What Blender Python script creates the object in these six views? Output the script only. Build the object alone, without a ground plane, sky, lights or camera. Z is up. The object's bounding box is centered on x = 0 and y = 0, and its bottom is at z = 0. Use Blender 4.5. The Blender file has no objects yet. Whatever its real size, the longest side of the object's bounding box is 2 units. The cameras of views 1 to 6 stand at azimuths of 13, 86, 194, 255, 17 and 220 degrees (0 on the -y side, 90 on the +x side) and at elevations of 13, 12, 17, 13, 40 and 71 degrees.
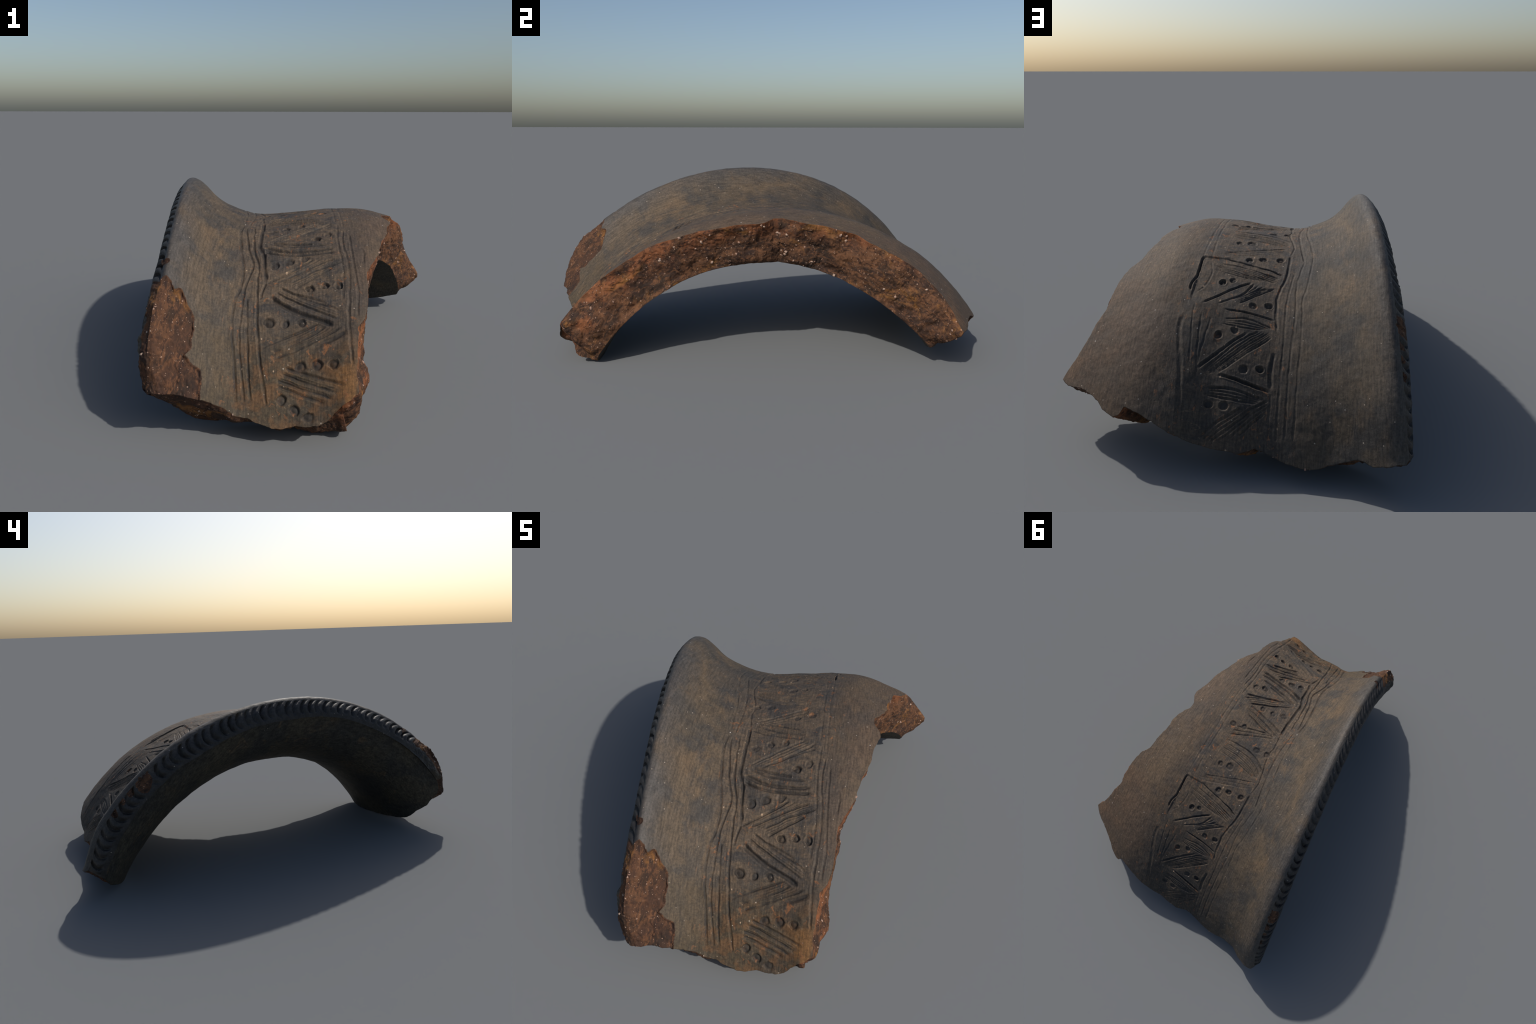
"""Rim sherd of a hand-built clay pot: flaring collar with a finger-nail notched
lip, a combed zigzag band with stamped dots, smooth shoulder, raw broken edges.

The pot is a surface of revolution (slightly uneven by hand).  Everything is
described in pot coordinates: a = distance along the pot's axis (lip is
negative), th = angle round the axis (0 = top of the lying sherd), r = radius.
"""
import bpy, math, random
import numpy as np
from mathutils import Matrix

random.seed(7)
rng = np.random.default_rng(7)
D2R = math.pi / 180.0

# ------------------------------------------------------------------ frame
AXIS = np.array([1.0, 0.1296, 0.012]); AXIS /= np.linalg.norm(AXIS)
ORIGIN = np.array([0.0, 0.037, -0.4590])
E2 = np.cross([0, 0, 1.0], AXIS); E2 /= np.linalg.norm(E2)
E3 = np.cross(AXIS, E2)
LIFT = 0.0                                   # set after building: lowest point on z = 0

N, M, K = 880, 460, 56                        # cells round, along, through the wall


# ------------------------------------------------------------------ helpers
def hermite(x, kx, ky):
    """smooth cubic through the control points (kx, ky)"""
    kx = np.asarray(kx, float); ky = np.asarray(ky, float)
    d = np.diff(ky) / np.diff(kx)
    m = np.empty_like(ky)
    m[1:-1] = (d[:-1] * np.diff(kx)[1:] + d[1:] * np.diff(kx)[:-1]) / (kx[2:] - kx[:-2])
    m[0], m[-1] = d[0], d[-1]
    i = np.clip(np.searchsorted(kx, x) - 1, 0, len(kx) - 2)
    h = kx[i + 1] - kx[i]
    t = np.clip((x - kx[i]) / h, -0.6, 1.6)
    t2, t3 = t * t, t * t * t
    return ((2 * t3 - 3 * t2 + 1) * ky[i] + (t3 - 2 * t2 + t) * h * m[i]
            + (-2 * t3 + 3 * t2) * ky[i + 1] + (t3 - t2) * h * m[i + 1])


def smooth(x, lo, hi):
    t = np.clip((x - lo) / (hi - lo), 0, 1)
    return t * t * (3 - 2 * t)


def _hash(ix, iy, iz, seed):
    h = (ix * 374761393 + iy * 668265263 + iz * 2147483647 + seed * 1274126177) & 0xFFFFFFFF
    h = ((h ^ (h >> 13)) * 1274126177) & 0xFFFFFFFF
    h = ((h ^ (h >> 16)) * 2246822519) & 0xFFFFFFFF
    return ((h ^ (h >> 15)) & 0xFFFFFF) / float(0xFFFFFF) * 2 - 1


def noise(p, scale, seed=0):
    """value noise in [-1, 1] at points p (n, 3)"""
    q = p * scale
    f = np.floor(q); w = q - f
    w = w * w * w * (w * (w * 6 - 15) + 10)
    i = f.astype(np.int64)
    out = 0
    for dx in (0, 1):
        for dy in (0, 1):
            for dz in (0, 1):
                out = out + (_hash(i[..., 0] + dx, i[..., 1] + dy, i[..., 2] + dz, seed)
                             * (w[..., 0] if dx else 1 - w[..., 0])
                             * (w[..., 1] if dy else 1 - w[..., 1])
                             * (w[..., 2] if dz else 1 - w[..., 2]))
    return out


def fbm(p, scale, seed=0, octaves=3, gain=0.5):
    s, amp, tot = 0, 1.0, 0
    for o in range(octaves):
        s = s + amp * noise(p, scale * 2 ** o, seed + o * 17); tot += amp; amp *= gain
    return s / tot


# ------------------------------------------------------------------ pot profile
def a_lip(th):
    """the mouth is not quite square to the axis: the collar gets wider with th"""
    return hermite(th / D2R, [-60, -50, -40, -20, 0, 20, 40, 60],
                   [-0.362, -0.360, -0.352, -0.366, -0.41, -0.455, -0.495, -0.536])


def s_of(a, th):
    return np.where(a < 0, a * 0.42 / -a_lip(th), a)


OUT_S = [-.42, -.40, -.38, -.34, -.30, -.25, -.20, -.15, -.10, -.05, 0, .05, .10, .15, .20,
         .25, .30, .35, .40, .45, .50, .60, .70, .78]
OUT_MID = [1.260, 1.261, 1.255, 1.223, 1.178, 1.138, 1.114, 1.096, 1.083, 1.080, 1.083, 1.087, 1.093, 1.100, 1.106,
           1.111, 1.112, 1.113, 1.110, 1.100, 1.086, 1.055, 1.010, 0.940]
OUT_NEG = [1.274, 1.273, 1.263, 1.229, 1.190, 1.156, 1.134, 1.110, 1.091, 1.086, 1.089, 1.091, 1.091, 1.095, 1.104,
           1.117, 1.130, 1.135, 1.129, 1.111, 1.088, 1.050, 1.011, 0.940]
OUT_POS = [1.233, 1.235, 1.228, 1.197, 1.162, 1.135, 1.114, 1.098, 1.087, 1.083, 1.087, 1.092, 1.094, 1.093, 1.100,
           1.108, 1.111, 1.111, 1.108, 1.098, 1.083, 1.042, 0.990, 0.934]

IN_S = [-.45, -.42, -.38, -.34, -.30, -.25, -.20, -.10, 0, .10, .20, .30, .40, .50, .65]
IN_MID = [1.150, 1.090, 1.036, 0.998, 0.972, 0.948, 0.930, 0.911, 0.904, 0.908, 0.912, 0.909, 0.896, 0.881, 0.852]
IN_NEG = [1.140, 1.082, 1.034, 0.998, 0.974, 0.953, 0.937, 0.914, 0.903, 0.901, 0.903, 0.919, 0.938, 0.940, 0.910]
IN_POS = [1.142, 1.077, 1.023, 0.986, 0.962, 0.940, 0.924, 0.907, 0.900, 0.907, 0.911, 0.893, 0.855, 0.828, 0.811]


def r_outer(a, th):
    s = s_of(a, th); t = th / (45 * D2R)
    mid, neg, pos = (hermite(s, OUT_S, k) for k in (OUT_MID, OUT_NEG, OUT_POS))
    w = np.clip(np.abs(t), 0, 1.35) ** 1.6
    r = mid + np.where(t < 0, (neg - mid) * w, (pos - mid) * w)
    r = r - 0.034 * smooth(th / D2R, 49, 59.5) * (1 - smooth(s, -.42, -.24))   # worn low end of the lip
    r = r - 0.022 * smooth(th / D2R, 45, 58) * np.exp(-((s + .24) / .07) ** 2)
    return r - 0.013 * np.exp(-(s + 0.42) / 0.011) * smooth(th / D2R, -43, -38)          # rolled edge of the lip


def r_inner(a, th):
    s = s_of(a, th); t = np.clip(th / (45 * D2R), -1.3, 1.3)
    mid, neg, pos = (hermite(s, IN_S, k) for k in (IN_MID, IN_NEG, IN_POS))
    return mid + np.where(t < 0, (neg - mid) * -t, (pos - mid) * t)


# ------------------------------------------------------------------ outline of the sherd
# four sides of the broken outline, outer skin and inner skin, as (a, th) control points
OUT_LIP = [(float(a_lip(np.array(t * D2R))), t) for t in np.linspace(-56.3, 58.3, 40)]
IN_LIP = [(-.394, -53.0), (-.407, -49), (-.411, -44), (-.407, -40), (-.40, -30), (-.408, -20), (-.426, -10),
          (-.447, 0), (-.47, 10), (-.493, 20), (-.515, 30), (-.534, 40), (-.545, 50), (-.548, 58.6)]
OUT_BODY = [(.270, -56.3), (.308, -56), (.328, -54.6), (.330, -51), (.330, -48), (.334, -45), (.333, -43), (.362, -41),
            (.373, -38.8), (.378, -36), (.382, -33.5), (.374, -31), (.379, -30), (.391, -28.7), (.419, -25.5), (.436, -22.5),
            (.455, -18.2), (.481, -14), (.491, -10), (.512, -6.3), (.505, -4.8), (.480, -2.5), (.480, -.3), (.522, 2.6),
            (.532, 5.2), (.540, 9), (.557, 12.8), (.566, 16), (.598, 18), (.620, 20.5), (.630, 23.5), (.636, 27),
            (.634, 30), (.663, 33.5), (.690, 38), (.722, 42), (.768, 45.8), (.774, 46.6)]
IN_BODY = [(.300, -59.9), (.330, -58.3), (.352, -54), (.366, -50), (.366, -46), (.366, -43), (.372, -39.5),
           (.378, -36), (.386, -33.5), (.390, -31), (.380, -29), (.384, -25.5), (.390, -22.5),
           (.400, -18.2), (.414, -14), (.422, -10), (.432, -6.3), (.430, -4), (.418, -1),
           (.446, 2.6), (.460, 5.2), (.474, 9), (.490, 12.8), (.504, 16), (.545, 20), (.572, 23.5), (.588, 27),
           (.606, 31), (.622, 35), (.642, 40), (.656, 45), (.648, 48.0)]
OUT_LOW = [(float(a_lip(np.array(-56.3 * D2R))), -56.3), (-.30, -56.2), (-.257, -56.2), (-.21, -56.6), (-.17, -56.8), (-.11, -57.9), (-.08, -58.7),
           (-.04, -59.1), (-.007, -59.8), (.05, -60.9), (.09, -60.7), (.122, -60.3), (.16, -60.4), (.200, -60.1),
           (.222, -58.6), (.240, -57.5), (.270, -56.3)]
IN_LOW = [(-.394, -53.0), (-.382, -54.5), (-.345, -56.2), (-.305, -57), (-.269, -58.4), (-.235, -59.2), (-.19, -59.4),
          (-.14, -59.3), (-.03, -59.0), (.06, -59.1), (.12, -59.3), (.20, -59.7), (.255, -59.9), (.300, -59.9)]
OUT_HIGH = [(float(a_lip(np.array(58.3 * D2R))), 58.3), (-.523, 59.1), (-.50, 59.2), (-.46, 59.6), (-.42, 59.8), (-.394, 59.2), (-.365, 59.1),
            (-.34, 59.5), (-.28, 60.4), (-.23, 61.1), (-.19, 61.2), (-.13, 60.7), (-.08, 59.7), (-.05, 59), (-.02, 58.6), (.01, 59.3),
            (.04, 59.7), (.09, 59.4), (.14, 59), (.21, 58.2), (.28, 56.9), (.335, 55.6), (.385, 54.2), (.43, 53.3), (.455, 53),
            (.475, 54.5), (.495, 54.8), (.545, 53.6), (.575, 52), (.60, 50.9), (.662, 49.2), (.70, 48.9), (.735, 48.5), (.774, 46.6)]
IN_HIGH = [(-.548, 58.6), (-.52, 59.8), (-.487, 60), (-.44, 60), (-.391, 60), (-.30, 60), (-.20, 59.6),
           (-.10, 59.0), (0, 58.8), (.10, 58.4), (.20, 57.4), (.30, 56), (.40, 54.2), (.50, 52.2), (.58, 50.2), (.648, 48.0)]


def resample(pts, n, seed, rough):
    """n+1 points evenly along the polyline, with a little chipped jitter"""
    p = np.array(pts, float); p[:, 1] *= D2R
    seg = np.hypot(np.diff(p[:, 0]), np.diff(p[:, 1]) * 1.1)
    L = np.concatenate([[0], np.cumsum(seg)])
    t = np.linspace(0, L[-1], n + 1)
    out = np.stack([np.interp(t, L, p[:, 0]), np.interp(t, L, p[:, 1])], 1)
    if rough:
        c = np.stack([t, t * 0, t * 0], 1)
        fade = np.minimum(1, np.minimum(t, L[-1] - t) / 0.04)[:, None]
        j = np.stack([fbm(c, 22, seed, 4, .6), fbm(c, 22, seed + 5, 4, .6)], 1)
        out += fade * rough * j * [1, 1 / 1.1]
    return out


def coons(lip, body, low, high):
    """fill the four outline curves with a regular grid of (a, th)"""
    u = np.linspace(0, 1, N + 1)[:, None, None]; v = np.linspace(0, 1, M + 1)[None, :, None]
    P00, P10, P01, P11 = lip[0], lip[-1], body[0], body[-1]
    return ((1 - v) * lip[:, None] + v * body[:, None] + (1 - u) * low[None] + u * high[None]
            - ((1 - u) * (1 - v) * P00 + u * (1 - v) * P10 + (1 - u) * v * P01 + u * v * P11))


outer_uv = coons(resample(OUT_LIP, N, 1, 0), resample(OUT_BODY, N, 2, .006),
                 resample(OUT_LOW, M, 3, .006), resample(OUT_HIGH, M, 4, .006))
inner_uv = coons(resample(IN_LIP, N, 5, .002), resample(IN_BODY, N, 6, .006),
                 resample(IN_LOW, M, 7, .005), resample(IN_HIGH, M, 8, .005))


def to_xyz(a, r, th):
    return np.stack([a, r * np.sin(th), r * np.cos(th)], -1)


# ------------------------------------------------------------------ incised decoration
# Zigzag of combed bands.  Each band is a set of comb strokes in (a, th degrees);
# (depth mm, half width mm, strokes)
COMBS = [
    (6.5, 6.0, [[(.085, -50.1), (.29, -53.4)], [(.072, -51.2), (.263, -54.6)], [(.056, -52.4), (.247, -55.6)], [(.058, -53.4), (.222, -56.5)]]),
    (6.0, 4.5, [[(.006, -46.3), (.101, -44), (.203, -41.6)], [(.035, -47.4), (.14, -45), (.224, -42.4)],
                [(.052, -48.4), (.171, -45.6), (.276, -42.8)]]),
    (7.0, 9.0, [[(.177, -46.4), (.237, -45), (.299, -43.7)]]),
    (10., 9.0, [[(.02, -35.3), (.095, -38.3), (.253, -42.2)]]),
    (5.5, 4.5, [[(.039, -34), (.141, -37.3), (.264, -40.9)], [(.055, -32.9), (.157, -36.1), (.271, -39.2)], [(.1, -34.5), (.156, -35.5), (.223, -37.1)]]),
    (6.0, 4.5, [[(.002, -31.7), (.096, -28.6), (.179, -25.5)], [(.04, -31.6), (.174, -27.8), (.256, -25.9)],
                [(.093, -31.7), (.188, -28.9), (.291, -26.8)], [(.112, -33.2), (.199, -30.3), (.251, -28.5)]]),
    (8.0, 6.5, [[(-.018, -21.8), (.085, -23.4), (.258, -23.8)], [(-.019, -20.2), (.065, -21.9), (.16, -22.5), (.255, -22.5)]]),
    (5.5, 5.0, [[(-.012, -18.7), (.075, -20), (.174, -20.7), (.232, -20.8)], [(-.002, -18.2), (.092, -19.2), (.184, -20)]]),
    (5.0, 4.5, [[(0, -17.5), (.097, -14), (.207, -10.5)], [(.045, -18), (.14, -15.3), (.249, -11.6)], [(.082, -17.1), (.178, -14.5), (.252, -12.9)]]),
    (4.5, 5.0, [[(-.036, -7.5), (.029, -8.6), (.10, -9.4), (.2, -10.2)], [(-.028, -5.9), (.039, -7.1), (.10, -8.), (.2, -9.)], [(-.02, -5.2), (.07, -5.9), (.18, -7.4)]]),
    (4.0, 4.0, [[(-.02, -4.8), (.09, -2.2), (.20, .7)], [(-.005, -5.4), (.09, -3.3), (.20, -.8)], [(.02, -5.4), (.11, -3.9), (.2, -2.2)]]),
    (6.0, 4.5, [[(-.06, 5.6), (-.01, 3.6), (.06, 2.4), (.14, 2.3), (.20, 2.6)]]),
    (4.5, 4.0, [[(-.062, 7.2), (-.01, 5.2), (.06, 3.9), (.19, 3.6)], [(-.055, 8.2), (.01, 6.4), (.09, 5.4), (.2, 5.0)], [(-.035, 8.5), (.03, 7.6), (.11, 6.9), (.19, 6.4)]]),
    (3.5, 3.5, [[(-.05, 9.6), (.06, 11.8), (.2, 14.6)], [(-.05, 10.8), (.06, 12.8), (.21, 15.6)], [(-.04, 12.), (.06, 13.8), (.19, 16.2)]]),
    (9.5, 4.5, [[(.188, 17.1), (.076, 18.5), (.008, 19.3), (-.054, 20.6)]]),
    (5.5, 4.5, [[(.208, 18.6), (.099, 19.7), (-.044, 21.8)], [(.226, 19.7), (.126, 20.6), (-.028, 23.3)], [(.221, 20.8), (.135, 22.1), (.04, 23.)]]),
    (9.0, 5.0, [[(.234, 30.8), (.129, 26.3), (.067, 24.)]]),
    (6.0, 4.5, [[(.176, 30.6), (.092, 27.6), (.054, 24.1)], [(.115, 29.1), (.044, 26.3), (-.005, 25.2)], [(.101, 30.), (.025, 27.1), (-.028, 25.1)]]),
    (9.0, 4.0, [[(.148, 31.7), (.063, 32.1), (-.05, 33.4)]]),
    (5.0, 4.0, [[(.147, 34.1), (.05, 33.7), (-.042, 35.3)], [(.15, 35.2), (.058, 35.7), (-.016, 35.8)]]),
    (10., 6.0, [[(.212, 44.9), (.105, 39.3), (.049, 36.8)]]),
    (6.0, 4.5, [[(.192, 45.3), (.09, 39.5), (.006, 36.2)], [(.171, 45.8), (.064, 40.5), (-.027, 36.5)], [(.141, 45.6), (-.041, 37.5)]]),
    (13., 6.0, [[(.134, 45.7), (.043, 46.8), (-.053, 48.3)]]),
    (6.0, 5.0, [[(.171, 48.3), (.065, 48.4), (-.036, 49.9)], [(.171, 49.6), (.068, 50.3), (-.015, 50.7)]]),
    (6.0, 5.0, [[(.035, 51.6), (.127, 54.9), (.183, 57.8)], [(-.013, 51.4), (.076, 55.4), (.138, 58.1)], [(-.047, 52.), (.042, 56.9)], [(-.053, 49.9), (.018, 52.2)]]),
]
# horizontal lines that frame the band, on the collar side and on the shoulder side
FRAME_LINES = [
    (5.0, 6.0, [[(-.123, -10.1), (-.127, -15.2), (-.109, -22.4), (-.091, -27.8), (-.093, -33.), (-.108, -36.4), (-.113, -39.8), (-.106, -44.6), (-.093, -49.4), (-.078, -57.)]]),
    (4.5, 4.5, [[(-.109, -10.7), (-.096, -16.4), (-.075, -22.2), (-.055, -26.6), (-.075, -33), (-.081, -44.5), (-.049, -56.8)],
                [(-.074, -10.1), (-.069, -16), (-.055, -22), (-.034, -26.3), (-.031, -32.6), (-.024, -37.5)], [(-.066, -35.5), (-.053, -44.3), (-.029, -56.5)]]),
    (8.0, 7.0, [[(-.041, -6.8), (-.038, -11.3), (-.04, -16.4), (-.04, -19.8), (-.019, -22.5), (-.011, -26.3), (0, -31.)]]),
    (4.5, 5.0, [[(-.03, -34.3), (-.02, -41.7), (-.003, -48.8), (.028, -57.2)], [(0, -31), (-.015, -36)]]),
    (3.5, 4.0, [[(-.041, -6.8), (-.05, -3.), (-.045, 0), (-.06, 4), (-.081, 9), (-.071, 13.1)]]),
    (7.5, 6.0, [[(-.071, 13.1), (-.072, 18.8), (-.067, 21.8), (-.048, 26.5), (-.046, 29.5), (-.052, 32.9), (-.060, 36)]]),
    (11., 8.0, [[(-.057, 40.5), (-.053, 44.2), (-.060, 47.9)]]),
    (3.4, 4.5, [[(-.06, 48.5), (-.062, 57.5)], [(-.172, 14.3), (-.16, 23.9), (-.147, 28.1), (-.15, 32.3), (-.153, 40.6), (-.15, 57)],
                [(-.135, 16), (-.116, 24), (-.123, 32.2), (-.119, 42.3), (-.12, 57)], [(-.10, 20), (-.085, 29), (-.09, 40), (-.09, 57)]]),
    (3.0, 4.5, [[(-.12, -9), (-.125, 0), (-.15, 8), (-.17, 14)], [(-.10, -10), (-.09, 0), (-.11, 9), (-.135, 16)]]),
    (2.8, 4.5, [[(.296, -15.1), (.295, -22.), (.312, -28.1), (.310, -35.6), (.305, -42), (.314, -50)], [(.323, -17.4), (.326, -24.), (.334, -30.), (.340, -35.5), (.335, -41)],
                [(.362, -21.7), (.371, -24.8), (.368, -27.8)], [(.275, -12), (.275, -20), (.291, -30), (.285, -37)]]),
    (1.3, 4.0, [[(.30, -14), (.29, -4), (.285, 6), (.286, 17)], [(.268, -11), (.262, 0), (.255, 10), (.249, 18)]]),
    (13., 4.5, [[(.272, 17.2), (.286, 17.7), (.286, 20.5), (.285, 23.), (.299, 25.9), (.297, 28.)]]),
    (5.5, 9.0, [[(.298, 34), (.302, 36.5), (.291, 40.2), (.272, 44.8), (.266, 48.3), (.253, 55.8)]]),
    (2.8, 4.0, [[(.249, 18.2), (.23, 22.3), (.246, 26.2), (.273, 28.)], [(.192, 33.7), (.208, 40.5), (.212, 44.7)],
                [(.265, 31), (.257, 37.1), (.242, 44)], [(.23, 33), (.225, 40), (.21, 46)]]),
]
# round stamped dots: (depth mm, [(a, th)])
DOTS = [
    (12., [(.168, -33.6), (.221, -33.2), (.274, -33.4), (.023, -41.2), (.178, 24.7), (-.014, 44.1), (.191, -18.1)]),
    (9.0, [(.083, -41.5), (.138, -41.3), (.138, -49.8), (.196, -49.6), (.249, -49.6), (.031, -26.8), (.086, -25.7), (.094, 16.5), (.036, 15.7), (-.032, 15.2),
           (-.017, 29.8), (.156, 37.7), (.077, -55.9), (.121, -57.6)]),
    (6.5, [(.144, -25.), (.236, -16.8), (.007, -13.), (.066, -11.9), (.127, -11.4), (.155, -3.4), (.216, -2.6), (-.034, .6), (.025, 1.),
           (.156, 9.5), (.105, 9.), (.137, 23.8), (.044, 30.3), (.096, 36.5), (.045, 44.4), (.156, 51.4), (.1, 51.3), (.168, -58.8)]),
]
R_MAP = 1.095            # the band is nearly cylindrical: th * R_MAP is arc length


def carve(a, th):
    """depth (negative = into the wall) of all incisions at the grid points"""
    y = th * R_MAP
    P = np.stack([a, y, a * 0], -1)
    wob = np.stack([fbm(P, 28, 31, 2), fbm(P, 28, 37, 2)], -1) * 0.0025
    A, Y = a + wob[..., 0], y + wob[..., 1]
    press = 1 + 0.75 * fbm(P, 16, 41, 3)                       # uneven pressure of the tool
    floor = np.zeros_like(a); bank = np.zeros_like(a)
    def wear(st):                                              # the near half is cut deeper and wider
        return float(np.interp(st[0][0][1], [-36, -31, -12, 16], [1.0, 1.25, 1.15, .66])), float(np.interp(st[0][0][1], [-12, 16], [1.0, .82]))
    teeth = [(wear(st)[0] * 1.1 * d, wear(st)[1] * .92 * h, st) for d, h, st in COMBS]
    for d, h, st in COMBS:                                     # finer comb teeth between the main strokes
        for s0, s1 in zip(st[:-1], st[1:]):
            fs_ = np.linspace(0, 1, 4)
            q0, q1 = [np.stack([np.interp(fs_, np.linspace(0, 1, len(q)), [p[k] for p in q]) for k in (0, 1)], 1) for q in (s0, s1)]
            gap = np.abs((q0 - q1) * [1, D2R * R_MAP]).max(0).sum()
            for f in ((.5,) if gap < .030 else (.34, .67)):
                teeth.append((0.55 * d, 2.5, [[tuple(p) for p in q0 * (1 - f) + q1 * f]]))
    for depth, half, strokes in teeth + [(wear(st)[0] * .78 * d, wear(st)[1] * h, st) for d, h, st in FRAME_LINES]:
        d, w = depth / 1000, half / 1000
        for st in strokes:
            p = np.array(st, float); p[:, 1] *= D2R * R_MAP
            tt = np.linspace(0, len(p) - 1, 8 * (len(p) - 1) + 1)
            kk = np.arange(len(p))
            if len(p) > 2:
                p = np.stack([hermite(tt, kk, p[:, 0]), hermite(tt, kk, p[:, 1])], 1)
            lo, hi = p.min(0) - 3.5 * w, p.max(0) + 3.5 * w
            sel = np.nonzero((A > lo[0]) & (A < hi[0]) & (Y > lo[1]) & (Y < hi[1]))
            if not len(sel[0]):
                continue
            qa, qy = A[sel], Y[sel]
            best = np.full(qa.shape, 9.0); along = np.zeros(qa.shape)
            seg = np.hypot(*np.diff(p, axis=0).T); tot = seg.sum(); run = 0
            for (x0, y0), (x1, y1), L in zip(p[:-1], p[1:], seg):
                t = np.clip(((qa - x0) * (x1 - x0) + (qy - y0) * (y1 - y0)) / (L * L + 1e-12), 0, 1)
                dd = np.hypot(qa - x0 - t * (x1 - x0), qy - y0 - t * (y1 - y0))
                nearer = dd < best
                along = np.where(nearer, run + t * L, along); best = np.minimum(best, dd); run += L
            ends = smooth(np.minimum(along, tot - along), -0.004, 0.02)
            x = best / w
            g = -d * press[sel] * ends * np.exp(-(x ** 2.6))
            floor[sel] = np.minimum(floor[sel], g)
            b = 0.16 * d * ends * np.exp(-((x - 1.75) / 0.5) ** 2)
            bank[sel] = np.maximum(bank[sel], b)
    for depth, dots in DOTS:
        for (da, dt) in dots:
            rad = (0.0185 if dt < 10 else 0.0165) * (1 + 0.14 * random.uniform(-1, 1))
            tilt = random.uniform(-.45, .45); ti2 = random.uniform(-.45, .45)
            dy = dt * D2R * R_MAP
            sel = np.nonzero((abs(a - da) < .05) & (abs(y - dy) < .05))
            if not len(sel[0]):
                continue
            u, v = A[sel] - da, Y[sel] - dy
            x = np.hypot(u * (1 + .25 * tilt), v * (1 + .25 * ti2)) / rad * (1 + .22 * fbm(P[sel], 55, 43, 2))
            cup = -0.95 * depth / 1000 * (1 - smooth(x, 0.62, 1.05)) * (1 + tilt * u / rad + ti2 * v / rad)
            cup = cup + depth / 1000 * 0.33 * np.exp(-(x / 0.42) ** 2)        # raised middle of the stamp
            floor[sel] = np.minimum(floor[sel], cup)
            bank[sel] = np.maximum(bank[sel], .10 * depth / 1000 * np.exp(-((x - 1.2) / .18) ** 2))
    return floor + bank * (floor > -0.001)


# ------------------------------------------------------------------ chipped rim
# skin that has flaked off the collar near the low end of the lip (a, th outline)
CHIP = [(-.60, -38.2), (-.352, -38.3), (-.335, -37.6), (-.312, -38.4), (-.300, -39.4), (-.284, -38.7), (-.270, -39.7), (-.250, -41),
        (-.235, -43), (-.227, -46), (-.229, -48.4), (-.246, -49.8), (-.222, -51), (-.194, -52), (-.186, -54), (-.192, -57), (-.20, -62), (-.60, -62)]
# a flaked notch higher up on the lip
NICKS = [(-.513, 36.8, .034, .016), (-.517, 41.0, .014, .012), (-.523, 44.2, .012, .010), (-.528, 47.2, .012, .010), (-.345, -34.5, .016, .006)]


def inside(poly, a, th):
    p = np.array(poly, float); y = th / D2R
    res = np.zeros(a.shape, bool)
    for (x0, y0), (x1, y1) in zip(p, np.roll(p, -1, 0)):
        cross = ((y0 > y) != (y1 > y)) & (a < (x1 - x0) * (y - y0) / (y1 - y0 + 1e-12) + x0)
        res ^= cross
    return res


def poly_dist(poly, a, th):
    p = np.array(poly, float); p[:, 1] *= D2R * 1.2
    y = th * 1.2; best = np.full(a.shape, 9.0)
    for (x0, y0), (x1, y1) in zip(p, np.roll(p, -1, 0)):
        L2 = (x1 - x0) ** 2 + (y1 - y0) ** 2 + 1e-12
        t = np.clip(((a - x0) * (x1 - x0) + (y - y0) * (y1 - y0)) / L2, 0, 1)
        best = np.minimum(best, np.hypot(a - x0 - t * (x1 - x0), y - y0 - t * (y1 - y0)))
    return best


oa, ot = outer_uv[..., 0], outer_uv[..., 1]
rad = r_outer(oa, ot)
pos0 = to_xyz(oa, rad, ot)
rad = rad + 0.004 * fbm(pos0, 5.5, 3, 3) + 0.0012 * fbm(pos0, 40, 9, 2)

jit = np.stack([fbm(pos0, 30, 51, 3), fbm(pos0, 30, 57, 3)], -1) * 0.008
chip = inside(CHIP, oa + jit[..., 0], ot + jit[..., 1])
edge = poly_dist(CHIP, oa + jit[..., 0], ot + jit[..., 1])
deg = ot / D2R
to_lip = np.clip((oa + .225) / (a_lip(ot) + .225), 0, 1)
chip_depth = (np.interp(deg, [-57, -54, -51, -47, -44, -38], [.100, .066, .034, .008, -.004, .000]) * to_lip ** 1.2
              + .012 * np.exp(-((deg + 47) / 5) ** 2 - ((oa + .30) / .035) ** 2)
              + 0.006 + 0.016 * smooth(deg, -44, -39) * (1 - to_lip ** 2) + 0.012 * fbm(pos0, 24, 61, 4, .6))
chip_depth = np.maximum(chip_depth, -.001) * smooth(edge, 0, 0.010)
groove = carve(oa, ot)
rad = rad + np.where(chip, -chip_depth, groove)
# the panel is let in below the shoulder: a small step with a square corner
rad -= 0.0055 * (1 - smooth(oa + jit[..., 0] * .5, .283, .291)) * smooth(oa, .14, .22) * smooth(deg + 60 * jit[..., 1], 16.6, 17.2) * (1 - smooth(deg, 27.5, 31))
nick_mask = np.zeros(oa.shape, bool)
for (na, nt, size, dep) in NICKS:
    d = np.hypot(oa - na, (ot - nt * D2R) * 1.25) / size + 0.35 * fbm(pos0, 45, 71, 3)
    nick_mask |= d < 0.9
    rad -= dep * (1 - smooth(d, .55, 1.0))
rad = np.maximum(rad, r_inner(oa, ot) + .035)
outer_xyz = to_xyz(oa, rad, ot)

ia, it = inner_uv[..., 0], inner_uv[..., 1]
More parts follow.
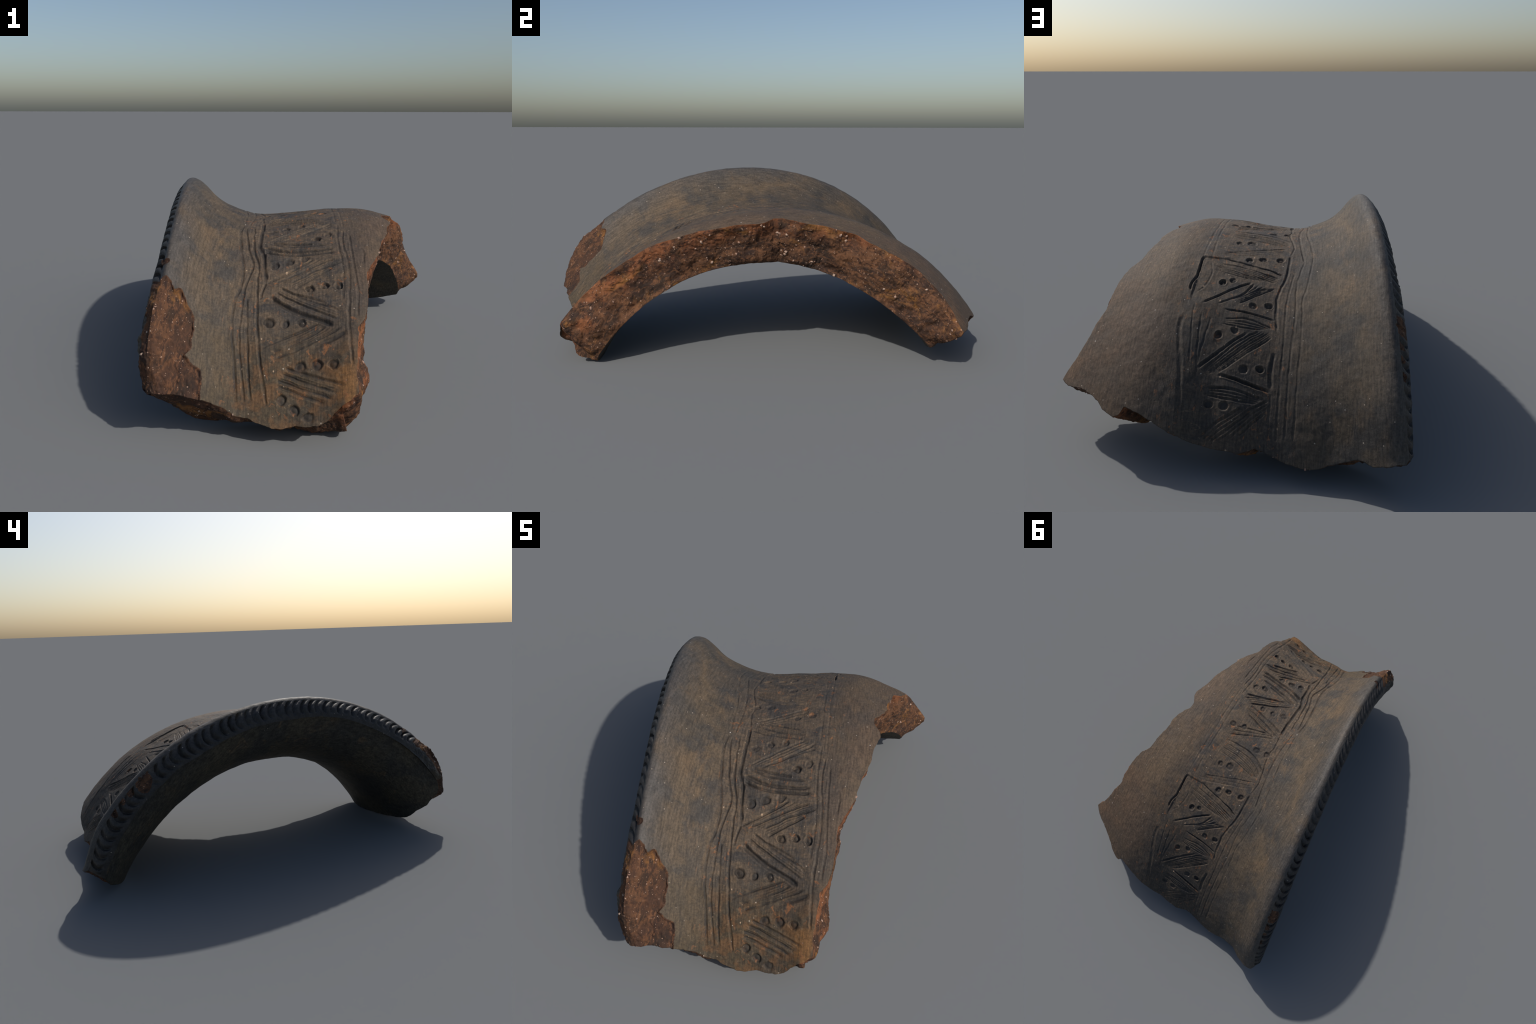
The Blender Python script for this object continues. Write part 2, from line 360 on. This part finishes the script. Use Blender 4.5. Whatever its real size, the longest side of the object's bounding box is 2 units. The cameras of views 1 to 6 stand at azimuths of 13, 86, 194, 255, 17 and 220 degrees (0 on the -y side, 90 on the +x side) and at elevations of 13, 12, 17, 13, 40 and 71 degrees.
# the two long broken edges are what the sherd rests on: keep the inner skin above the ground
rest = np.arccos(np.clip((-ORIGIN[2] - .012 * ia + .004) / r_inner(ia, it), 0, 1)) * np.array(1.0)
it = np.clip(it, -rest - .004, rest + .0)
irad = r_inner(ia, it)
ipos = to_xyz(ia, irad, it)
irad = irad + 0.006 * fbm(ipos, 4.5, 13, 3) + 0.0015 * fbm(ipos * [1, 1, 1], 24, 19, 3)
inner_xyz = to_xyz(ia, irad, it)

# ------------------------------------------------------------------ wall thickness band
def perimeter(g):
    return np.concatenate([g[:-1, 0], g[-1, :-1], g[:0:-1, -1], g[0, :0:-1]])


grid_id = np.arange((N + 1) * (M + 1)).reshape(N + 1, M + 1)
ring = perimeter(grid_id)
P = len(ring)
po, pi = outer_xyz.reshape(-1, 3)[ring], inner_xyz.reshape(-1, 3)[ring]
pth = outer_uv.reshape(-1, 2)[ring][:, 1]
is_lip = np.arange(P) <= N
t = np.linspace(0, 1, K + 1)[:, None, None]
band = (1 - t) * po + t * pi                                      # (K+1, P, 3)
du = np.roll(band, -3, 1) - np.roll(band, 3, 1)
dt_ = np.gradient(band, axis=0)
nrm = np.cross(du, dt_); nrm /= np.linalg.norm(nrm, axis=-1, keepdims=True) + 1e-9
centre = band.reshape(-1, 3).mean(0)
side = np.sign(((band - np.array([0.1, 0.05, 1.0])) * nrm).sum(-1).mean())
nrm = nrm * side
# smooth the direction so that the outline's jitter is not amplified
for _ in range(12):
    nrm = (np.roll(nrm, 1, 1) + nrm + np.roll(nrm, -1, 1)) / 3
nrm /= np.linalg.norm(nrm, axis=-1, keepdims=True) + 1e-9
tt = t[..., 0]
fade = np.minimum(1, np.minimum(tt, 1 - tt) / 0.10)
facet = np.round(fbm(band, 11, 111, 2) * 5) / 5
lump = (.010 * facet + 0.011 * fbm(band, 9, 81, 3) + 0.0055 * fbm(band, 30, 83, 3, .55) + 0.0018 * noise(band, 130, 87)
        + 0.009 * np.abs(fbm(band, 15, 89, 2)) + 0.022 * np.abs(fbm(band, 6.5, 101, 2)) - 0.009)
frac = lump * fade
# bulge of the fracture near the low corner of the shoulder
frac = frac + 0.020 * np.sin(np.pi * tt) * (np.exp(-((pth / D2R + 49) / 5) ** 2) * ((np.arange(P) > N + M) & (np.arange(P) < 2 * N + M)))[None]
low_a = outer_uv.reshape(-1, 2)[ring][:, 0] * (np.arange(P) >= 2 * N + M)
frac = frac + 0.036 * np.exp(-((tt - .66) / .22) ** 2) * fade * (smooth(low_a, .10, .20))[None]
frac = frac + .014 * np.sin(np.pi * tt) * (smooth(-outer_uv.reshape(-1, 2)[ring][:, 0], .12, .24) * (np.arange(P) >= 2 * N + M))[None]
far_half = (np.arange(P) > N + M) & (np.arange(P) < 2 * N + M)
frac = frac + 0.018 * np.sin(np.pi * tt) * (smooth(pth / D2R, 10, 22) * (1 - smooth(pth / D2R, 38, 46)) * far_half)[None]
# lip: finger-nail scallops, sickle shaped, overlapping like scales
PITCH = 2.08
pd = (pth / D2R)[None] + 0.5 * np.interp(pth / D2R, [-40, -10, 30, 58], [.5, 0, .5, -.3])[None]
bow = 1.0 * (1 - ((tt - 0.36) / 0.42) ** 2) - 0.3 * np.clip(tt - .5, 0, 1)
count = (pd - bow) / PITCH
idx = np.floor(count); ph = count - idx
vary = _hash(idx.astype(np.int64), np.zeros_like(idx, dtype=np.int64) + 3, np.zeros_like(idx, dtype=np.int64), 5)
vary2 = _hash(idx.astype(np.int64), np.zeros_like(idx, dtype=np.int64) + 9, np.zeros_like(idx, dtype=np.int64), 6)
ph2 = np.clip(ph + 0.10 * vary, 0, 1)
scal = -(0.0145 + .006 * vary2) * (smooth(ph2, .38, .93) * (1 - smooth(ph2, .95, 1.0)) + 0.20 * (1 - smooth(ph2, 0, .25)))
reach = np.interp(pth / D2R, [-56, -10, 20, 45, 60], [.70, .84, .94, .90, .78])[None]
win = smooth(tt, 0.0, 0.07) * (1 - smooth(tt, reach * .72, reach))
win = win * smooth(pth / D2R, -39.5, -38)[None] * np.where(np.abs(pth / D2R - 36.9) < 1.6, .25, 1)[None]
lip_d = scal * win + 0.011 * np.sin(np.pi * tt) + 0.0022 * fbm(band, 40, 91, 3) * np.sin(np.pi * tt)
lip_rough = smooth(-pth / D2R, 38.5, 44)[None] * ((lump - .004) * fade)
lipn = np.arange(P)
lip_w = np.where(is_lip, np.minimum(1, np.minimum(lipn, N - lipn) / 6.0), 0)[None]
disp = np.where(is_lip[None], (lip_d + lip_rough) * lip_w, frac * np.minimum(1, np.minimum(np.abs(lipn - N), np.minimum(lipn, P - lipn)) / 6.0 + .0)[None])
disp[0] = 0; disp[-1] = 0
band = band + nrm * disp[..., None]

# ------------------------------------------------------------------ one welded shell
n_grid = (N + 1) * (M + 1)
verts = np.concatenate([outer_xyz.reshape(-1, 3), inner_xyz.reshape(-1, 3), band[1:-1].reshape(-1, 3)])
bid = np.empty((K + 1, P), np.int64)
bid[0] = ring; bid[-1] = ring + n_grid
bid[1:-1] = 2 * n_grid + np.arange((K - 1) * P).reshape(K - 1, P)


def quads(ids, wrap=False):
    nx = np.roll(ids, -1, 1) if wrap else ids[:, 1:]
    lo = ids if wrap else ids[:, :-1]
    return np.stack([lo[:-1], lo[1:], nx[1:], nx[:-1]], -1).reshape(-1, 4)


q_out = quads(grid_id); q_in = quads(grid_id + n_grid)[:, ::-1]; q_band = quads(bid, True)


def volume(f):
    v = verts[f]
    return ((v[:, 0] * np.cross(v[:, 1], v[:, 2])).sum() + (v[:, 0] * np.cross(v[:, 2], v[:, 3])).sum()) / 6


# orient each sheet outwards
def orient(f, want):
    v = verts[f]; n = np.cross(v[:, 2] - v[:, 0], v[:, 3] - v[:, 1]); c = v.mean(1)
    return f if want(c, n) > 0 else f[:, ::-1]


radial = lambda c: c * [0, 1, 1]
q_out = orient(q_out, lambda c, n: (radial(c) * n).sum())
q_in = orient(q_in, lambda c, n: -(radial(c) * n).sum())
q_band = orient(q_band, lambda c, n: ((c - np.array([0.1, 0.05, 1.0])) * n).sum())

# world position: rest the lowest point on the ground
ROT = np.stack([AXIS, E2, E3], 1)
world = verts @ ROT.T + ORIGIN
world[:, 2] = np.maximum(world[:, 2], 0.0)                     # worn flat where it stands
verts = (world - ORIGIN) @ ROT
LIFT = 0.0
SHIFT = np.array([-(world[:, 0].max() + world[:, 0].min()) / 2, -(world[:, 1].max() + world[:, 1].min()) / 2, LIFT])
print("SHERD flat", (world[:, 2] <= 0).sum())
for nm_, a_ in (("out", slice(0, n_grid)), ("in", slice(n_grid, 2 * n_grid)), ("band", slice(2 * n_grid, None))):
    w_ = world[a_]; k_ = w_[:, 2].argmin(); print("SHERD", nm_, "min z", w_[k_].round(3), "max", w_.max(0).round(3), "min", w_.min(0).round(3), "z<0:", (w_[:, 2] < 0).sum())
print("SHERD lift/shift", SHIFT.round(4), "size", np.ptp(world, axis=0).round(3))

faces = np.concatenate([q_out, q_in, q_band])
fn = np.cross(verts[faces[:, 2]] - verts[faces[:, 0]], verts[faces[:, 3]] - verts[faces[:, 1]])
vn = np.zeros_like(verts)
for k in range(4):
    for c in range(3):
        vn[:, c] += np.bincount(faces[:, k], fn[:, c], len(verts))
vn /= np.linalg.norm(vn, axis=1, keepdims=True) + 1e-12

# ------------------------------------------------------------------ which face belongs to which part
fa = (oa[:-1, :-1] + oa[1:, 1:]) / 2; ft = (ot[:-1, :-1] + ot[1:, 1:]) / 2
fs = s_of(fa, ft)
chip_f = ((chip | nick_mask)[:-1, :-1]).reshape(-1)
fs = fs.reshape(-1); faf = fa.reshape(-1)
strip_col = np.tile(np.arange(P), K)
strip_t = np.repeat((np.arange(K) + .5) / K, P)
col_deg = (pth / D2R)[strip_col]
lip_f = (strip_col < N) & (col_deg > -38.6)
nick_strip = np.zeros(len(lip_f), bool)
bc = band[:-1].reshape(-1, 3)
ragged = fbm(bc, 30, 97, 3)
for nt, half, deep in ((36.9, 1.9, .74), (40.6, .8, .34), (42.9, .55, .26), (45.8, .75, .34), (-34.5, .8, .2)):
    nick_strip |= lip_f & (((col_deg - nt) / half) ** 2 + (strip_t / deep) ** 4 + .7 * ragged < 1)
lip_f &= ~nick_strip
# under the flaked part the inner half of the lip face keeps its dark skin
lip_f |= (strip_col < N) & (col_deg <= -38.6) & (col_deg > -53 + 2 * ragged) & (strip_t > .52 + .14 * ragged)
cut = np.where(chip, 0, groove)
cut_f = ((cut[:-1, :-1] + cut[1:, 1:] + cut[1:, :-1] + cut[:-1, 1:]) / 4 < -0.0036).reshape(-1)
BAND_F = (fs >= -.15) & (faf < .31) & ~chip_f
parts = {
    "rim": (np.concatenate([q_out[(fs < -.355) & ~chip_f], q_band[lip_f]]), "clay"),
    "collar": (q_out[(fs >= -.355) & (fs < -.15) & ~chip_f], "clay"),
    "decorated_band": (q_out[BAND_F], "clay"),
    "shoulder": (q_out[(faf >= .31) & ~chip_f], "clay"),
    "inner_wall": (q_in, "inside"),
    "rim_chip": (q_out[chip_f], "broken"),
    "broken_edge": (q_band[~lip_f], "broken"),
}


# ------------------------------------------------------------------ materials
class Nodes:
    def __init__(self, name):
        self.mat = bpy.data.materials.new(name)
        self.mat.use_nodes = True
        self.t = self.mat.node_tree
        self.t.nodes.clear()
        self.out = self.t.nodes.new("ShaderNodeOutputMaterial")
        self.bsdf = self.t.nodes.new("ShaderNodeBsdfPrincipled")
        self.t.links.new(self.bsdf.outputs[0], self.out.inputs[0])
        self.obj = self.t.nodes.new("ShaderNodeTexCoord").outputs["Object"]
        sep = self.t.nodes.new("ShaderNodeSeparateXYZ")
        self.t.links.new(self.obj, sep.inputs[0])
        self.x, y, z = sep.outputs
        self.r = self.math("SQRT", self.math("ADD", self.math("MULTIPLY", y, y), self.math("MULTIPLY", z, z)))
        self.th = self.math("ARCTAN2", y, z)                    # angle round the pot, radians

    def put(self, sock, val):
        if hasattr(val, "links") or isinstance(val, bpy.types.NodeSocket):
            self.t.links.new(val, sock)
        else:
            sock.default_value = val

    def math(self, op, a, b=0.0, c=0.0, clamp=False):
        n = self.t.nodes.new("ShaderNodeMath"); n.operation = op; n.use_clamp = clamp
        for s, v in zip(n.inputs, (a, b, c)):
            self.put(s, v)
        return n.outputs[0]

    def step(self, v, lo, hi, a=0.0, b=1.0):
        n = self.t.nodes.new("ShaderNodeMapRange"); n.interpolation_type = "SMOOTHSTEP"
        for s, w in zip(n.inputs[:5], (v, lo, hi, a, b)):
            self.put(s, w)
        return n.outputs[0]

    def mul(self, *v):
        r = v[0]
        for w in v[1:]:
            r = self.math("MULTIPLY", r, w)
        return r

    def vec(self, sx, sy, sz=None):
        """pot coordinates unrolled (along, round, radius), each scaled"""
        n = self.t.nodes.new("ShaderNodeCombineXYZ")
        self.put(n.inputs[0], self.math("MULTIPLY", self.x, sx))
        self.put(n.inputs[1], self.math("MULTIPLY", self.th, sy))
        if sz:
            self.put(n.inputs[2], self.math("MULTIPLY", self.r, sz))
        return n.outputs[0]

    def scaled(self, s):
        n = self.t.nodes.new("ShaderNodeMapping")
        self.put(n.inputs[0], self.obj); n.inputs["Scale"].default_value = s
        return n.outputs[0]

    def noise(self, scale, detail=4.0, rough=.55, vec=None, dist=0.0):
        n = self.t.nodes.new("ShaderNodeTexNoise")
        self.put(n.inputs["Vector"], vec or self.obj)
        n.inputs["Scale"].default_value = scale; n.inputs["Detail"].default_value = detail
        n.inputs["Roughness"].default_value = rough; n.inputs["Distortion"].default_value = dist
        return n.outputs[0]

    def voronoi(self, scale, vec=None):
        n = self.t.nodes.new("ShaderNodeTexVoronoi")
        self.put(n.inputs["Vector"], vec or self.obj); n.inputs["Scale"].default_value = scale
        return n.outputs["Distance"], n.outputs["Color"]

    def specks(self, scale, size, share, vec=None):
        """0/1 mask of sparse roundish grains"""
        d, c = self.voronoi(scale, vec)
        s = self.t.nodes.new("ShaderNodeSeparateColor"); self.put(s.inputs[0], c)
        keep = self.math("LESS_THAN", s.outputs[0], share)
        r = self.math("MULTIPLY_ADD", s.outputs[1], size * .8, size * .4)
        return self.mul(keep, self.step(self.math("SUBTRACT", r, d), -.02, .06))

    def mix(self, f, a, b, mode="MIX"):
        n = self.t.nodes.new("ShaderNodeMix"); n.data_type = "RGBA"; n.blend_type = mode
        self.put(n.inputs[0], f)
        for s, v in ((n.inputs[6], a), (n.inputs[7], b)):
            self.put(s, v if not isinstance(v, tuple) else (*v, 1.0))
        return n.outputs[2]

    def finish(self, col, rough, bump, strength=.3, dist=.004, spec=.4):
        self.put(self.bsdf.inputs["Base Color"], col)
        self.put(self.bsdf.inputs["Roughness"], rough)
        self.bsdf.inputs["Specular IOR Level"].default_value = spec
        b = self.t.nodes.new("ShaderNodeBump")
        b.inputs["Strength"].default_value = strength; b.inputs["Distance"].default_value = dist
        self.put(b.inputs["Height"], bump)
        self.t.links.new(b.outputs[0], self.bsdf.inputs["Normal"])
        return self.mat


def clay_material(name, groove_dark=0.0):
    n = Nodes(name)
    tan, grey = (.098, .071, .046), (.056, .047, .038)
    big = n.noise(3.2, 5, .6)
    col = n.mix(n.step(big, .38, .62), tan, grey)
    blot = n.noise(6.5, 6, .66)
    col = n.mix(n.mul(n.step(blot, .50, .64), .8), col, (.042, .039, .037))
    wide = n.noise(1, 5, .62, n.vec(7, 4), .7)
    col = n.mix(n.mul(n.step(wide, .48, .64), .6), col, (.050, .045, .041))
    warm = n.noise(1, 5, .65, n.vec(14, 7), .5)
    col = n.mix(n.mul(n.step(warm, .54, .70), .42), col, (.150, .096, .052))
    # burnished grey zone along the lip
    lip_x = n.math("MULTIPLY_ADD", n.th, -.126, -.41)
    from_lip = n.math("SUBTRACT", n.x, lip_x)
    lipm = n.step(from_lip, .15, .01)
    col = n.mix(n.mul(lipm, n.step(n.noise(12, 4), .3, .6, .35, .85)), col, (.068, .062, .058))
    # the lip face, nearly black
    face = n.step(from_lip, .003, -.022)
    col = n.mix(n.mul(face, .85), col, (.026, .025, .026))
    # decorated band: browner, with soot in patches and streaks along the comb strokes
    bandm = n.mul(n.step(n.x, -.14, -.07), n.step(n.x, .36, .27))
    streak = n.noise(1, 6, .65, n.vec(22, 60), 1.2)
    bcol = n.mix(n.step(streak, .36, .64), (.118, .083, .054), (.066, .052, .041))
    col = n.mix(n.mul(bandm, .75), col, bcol)
    soot = n.noise(8, 5, .65, dist=.6)
    sootm = n.mul(bandm, n.step(soot, .46, .62))
    col = n.mix(n.mul(sootm, .72), col, (.032, .032, .033))
    # the far leg is darker, in the band above all
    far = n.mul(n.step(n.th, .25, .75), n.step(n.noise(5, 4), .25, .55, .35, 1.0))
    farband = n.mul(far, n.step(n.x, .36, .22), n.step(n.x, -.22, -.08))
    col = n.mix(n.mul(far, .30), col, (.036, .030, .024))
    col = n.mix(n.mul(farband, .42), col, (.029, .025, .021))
    # olive-brown earth stain on the near leg
    near = n.mul(n.step(n.th, -.66, -.90), n.step(n.noise(6, 4), .3, .6, .4, 1.0))
    col = n.mix(n.mul(near, .78), col, (.048, .036, .021))
    rust = n.mul(n.step(n.th, -.66, -.95), bandm, n.step(n.noise(16, 5, .65), .46, .62))
    col = n.mix(n.mul(rust, .7), col, (.115, .060, .027))
    ochre = n.mul(n.step(n.th, -.74, -.92), n.step(n.x, .18, .33), n.step(n.noise(11, 4), .40, .58))
    col = n.mix(n.mul(ochre, .85), col, (.20, .095, .030))
    col = n.mix(n.mul(n.step(n.x, .26, .40), n.step(n.noise(4, 4), .3, .6, .25, .75)), col, (.090, .060, .040))
    # worn brown skin towards the broken shoulder edge of the far side
    worn = n.mul(n.step(n.x, .36, .70), n.step(n.th, .0, .6), n.step(n.noise(9, 5), .35, .62))
    col = n.mix(n.mul(worn, .5), col, (.125, .072, .040))
    # orange scratches where the slip is rubbed off
    sc = n.noise(1, 5, .65, n.vec(30, 22), .8)
    col = n.mix(n.mul(n.step(n.x, -.18, -.08), n.step(n.x, .40, .30), n.step(sc, .60, .68), .85), col, (.200, .088, .038))
    dust = n.noise(1, 5, .7, n.vec(38, 58), .6)
    col = n.mix(n.mul(bandm, n.step(dust, .56, .70), .6), col, (.150, .105, .066))
    fleck = n.specks(1, .24, .035, n.vec(64, 48))
    col = n.mix(n.mul(bandm, fleck, .8), col, (.34, .24, .16))
    # fine horizontal wiping marks and grain
    fine = n.noise(1, 4, .65, n.vec(150, 17))
    grain = n.noise(110, 4, .75)
    col = n.mix(1.0, col, n.mix(n.step(fine, .30, .70), (.72, .72, .72), (1.29, 1.27, 1.24)), "MULTIPLY")
    col = n.mix(1.0, col, n.mix(n.step(grain, .32, .68), (.74, .74, .74), (1.25, 1.23, 1.20)), "MULTIPLY")
    col = n.mix(n.mul(n.specks(62, .16, .12), .7), col, (.40, .33, .26))
    col = n.mix(n.mul(n.specks(34, .10, .05), .9), col, (.50, .45, .40))
    if groove_dark:
        col = n.mix(n.step(n.noise(20, 4), .3, .65, groove_dark, groove_dark * .4), col, (.021, .020, .020))
    h = n.math("ADD", n.math("MULTIPLY", fine, .7), n.math("MULTIPLY", grain, .8))
    rough = n.step(n.mul(n.step(from_lip, .075, .02), n.step(n.noise(10, 3), .3, .6, .5, 1.0)), 0, 1, .76, .56)
    return n.finish(col, rough, h, .36, .0040, .30)


def inside_material():
    n = Nodes("dark_inner_clay")
    big = n.noise(4.5, 5, .6)
    col = n.mix(n.step(big, .38, .64), (.034, .031, .026), (.056, .046, .031))
    warm = n.noise(1, 5, .65, n.vec(24, 14), .8)
    col = n.mix(n.mul(n.step(warm, .56, .70), .55), col, (.098, .064, .034))
    fine = n.noise(1, 4, .65, n.vec(160, 30)); grain = n.noise(110, 4, .75)
    col = n.mix(1.0, col, n.mix(n.step(fine, .3, .7), (.6, .6, .6), (1.4, 1.4, 1.4)), "MULTIPLY")
    col = n.mix(1.0, col, n.mix(n.step(grain, .32, .68), (.65, .65, .65), (1.35, 1.35, 1.35)), "MULTIPLY")
    col = n.mix(n.mul(n.specks(40, .10, .05), .6), col, (.30, .24, .19))
    h = n.math("ADD", n.math("MULTIPLY", fine, .6), n.math("MULTIPLY", grain, .6))
    return n.finish(col, .75, h, .40, .004, .3)


def broken_material():
    n = Nodes("broken_red_clay")
    big = n.noise(3.8, 6, .66, dist=1.0)
    col = n.mix(n.step(big, .40, .56), (.040, .022, .015), (.112, .053, .027))
    dark = n.noise(1, 6, .68, n.vec(7, 6, 12), .8)
    col = n.mix(n.mul(n.step(dark, .46, .58), .85), col, (.030, .020, .015))
    och = n.noise(1, 5, .62, n.vec(7, 5, 9), .6)
    col = n.mix(n.mul(n.step(och, .56, .68), .85), col, (.225, .100, .028))
    # redder clay just under the outer skin
    skin = n.mul(n.step(n.r, .99, 1.075), n.step(n.x, .12, .3), n.step(n.noise(13, 4), .42, .62))
    col = n.mix(n.mul(skin, .75), col, (.245, .088, .036))
    mott = n.noise(1, 6, .72, n.vec(42, 22, 52), 1.0)
    col = n.mix(n.step(mott, .47, .64, .0, .65), col, (.178, .080, .038))
    mot2 = n.noise(1, 6, .72, n.vec(48, 26, 62), 1.4)
    col = n.mix(n.mul(n.step(mot2, .50, .62), .8), col, (.024, .014, .012))
    col = n.mix(n.mul(n.step(n.x, -.10, -.20), n.step(n.r, 1.06, 1.12), n.step(n.noise(14, 5, .65), .34, .56, .85, .0)), col, (.052, .027, .018))
    col = n.mix(n.mul(n.specks(95, .28, .10), .7), col, (.36, .23, .165))
    col = n.mix(n.mul(n.specks(180, .30, .14), .55), col, (.36, .24, .17))
    h = n.math("ADD", n.math("MULTIPLY", mott, 1.0), n.math("MULTIPLY", n.noise(160, 3, .7), .6))
    return n.finish(col, .85, h, .4, .005, .2)


def grit_material():
    n = Nodes("pale_grit")
    info = n.t.nodes.new("ShaderNodeNewGeometry").outputs["Random Per Island"]
    col = n.mix(info, (.32, .19, .135), (.44, .34, .26))
    col = n.mix(n.step(n.noise(120, 3), .35, .65), col, (.24, .14, .10))
    return n.finish(col, .6, n.noise(200, 2), .2, .002, .4)


MATS = {"clay": clay_material("smoked_burnished_clay"), "incision": clay_material("dark_incision", .74), "inside": inside_material(), "broken": broken_material(), "grit": grit_material()}

# ------------------------------------------------------------------ objects
root = bpy.data.objects.new("pottery_sherd", None)
bpy.context.scene.collection.objects.link(root)
root["label"] = "dark clay pot rim sherd with combed zigzag band and notched lip"
root["category"] = "pottery fragment"
ROT4 = Matrix([list(ROT[0]), list(ROT[1]), list(ROT[2])]).to_4x4()
EUL = ROT4.to_euler()


def add_part(name, V, F, normals, mat, stuff=False, slots=None):
    me = bpy.data.meshes.new(name)
    me.vertices.add(len(V)); me.vertices.foreach_set("co", np.ascontiguousarray(V, np.float32).ravel())
    k = F.shape[1]
    me.loops.add(F.size); me.loops.foreach_set("vertex_index", np.ascontiguousarray(F, np.int32).ravel())
    me.polygons.add(len(F))
    me.polygons.foreach_set("loop_start", np.arange(0, F.size, k, dtype=np.int32))
    me.polygons.foreach_set("loop_total", np.full(len(F), k, np.int32))
    me.polygons.foreach_set("use_smooth", np.ones(len(F), bool))
    me.update(calc_edges=True); me.validate()
    if normals is not None:
        me.normals_split_custom_set_from_vertices(normals.astype(np.float32))
    me.materials.append(mat)
    if slots is not None:                                      # darker copy of the clay in the incisions
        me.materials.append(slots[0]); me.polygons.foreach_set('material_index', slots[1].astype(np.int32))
    ob = bpy.data.objects.new(name, me)
    bpy.context.scene.collection.objects.link(ob)
    ob.parent = root
    ob.location = ORIGIN + SHIFT * [0, 0, 1]
    ob.rotation_euler = EUL
    if stuff:
        ob["kind"] = "stuff"
    return ob


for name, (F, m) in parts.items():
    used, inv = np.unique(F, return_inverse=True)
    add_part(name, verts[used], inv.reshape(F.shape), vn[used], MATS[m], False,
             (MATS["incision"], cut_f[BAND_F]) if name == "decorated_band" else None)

# ------------------------------------------------------------------ grit standing out of the fracture
ICO_P = (1 + 5 ** .5) / 2
ICO = np.array([(-1, ICO_P, 0), (1, ICO_P, 0), (-1, -ICO_P, 0), (1, -ICO_P, 0), (0, -1, ICO_P), (0, 1, ICO_P),
                (0, -1, -ICO_P), (0, 1, -ICO_P), (ICO_P, 0, -1), (ICO_P, 0, 1), (-ICO_P, 0, -1), (-ICO_P, 0, 1)]) / 1.902
ICO_F = np.array([(0, 11, 5), (0, 5, 1), (0, 1, 7), (0, 7, 10), (0, 10, 11), (1, 5, 9), (5, 11, 4), (11, 10, 2), (10, 7, 6), (7, 1, 8),
                  (3, 9, 4), (3, 4, 2), (3, 2, 6), (3, 6, 8), (3, 8, 9), (4, 9, 5), (2, 4, 11), (6, 2, 10), (8, 6, 7), (9, 8, 1)])
sites = np.concatenate([parts["broken_edge"][0], parts["rim_chip"][0]])
sv = verts[sites]
area = np.linalg.norm(np.cross(sv[:, 2] - sv[:, 0], sv[:, 3] - sv[:, 1]), axis=1)
dens = np.clip(0.30 + 2.4 * fbm(sv.mean(1), 8, 95, 3), .04, 3)
dens *= (sv.mean(1) @ ROT[2] + ORIGIN[2]) > .03          # none where the sherd touches the ground
GRAINS = 400
pick = rng.choice(len(sites), GRAINS, p=area * dens / (area * dens).sum())
GV, GF = [], []
for i, f in enumerate(pick):
    size = 0.0015 + 0.0075 * rng.random() ** 4.0
    Q, _ = np.linalg.qr(rng.normal(size=(3, 3)))
    shape = ICO * (1 + .28 * rng.uniform(-1, 1, (12, 1))) * [1.3, 1.0, .75]
    nn = vn[sites[f]].mean(0)
    GV.append(shape @ Q.T * size + sv[f].mean(0) - nn * size * .42)
    GF.append(ICO_F + 12 * i)
add_part("temper_grit", np.concatenate(GV), np.concatenate(GF), None, MATS["grit"], True)
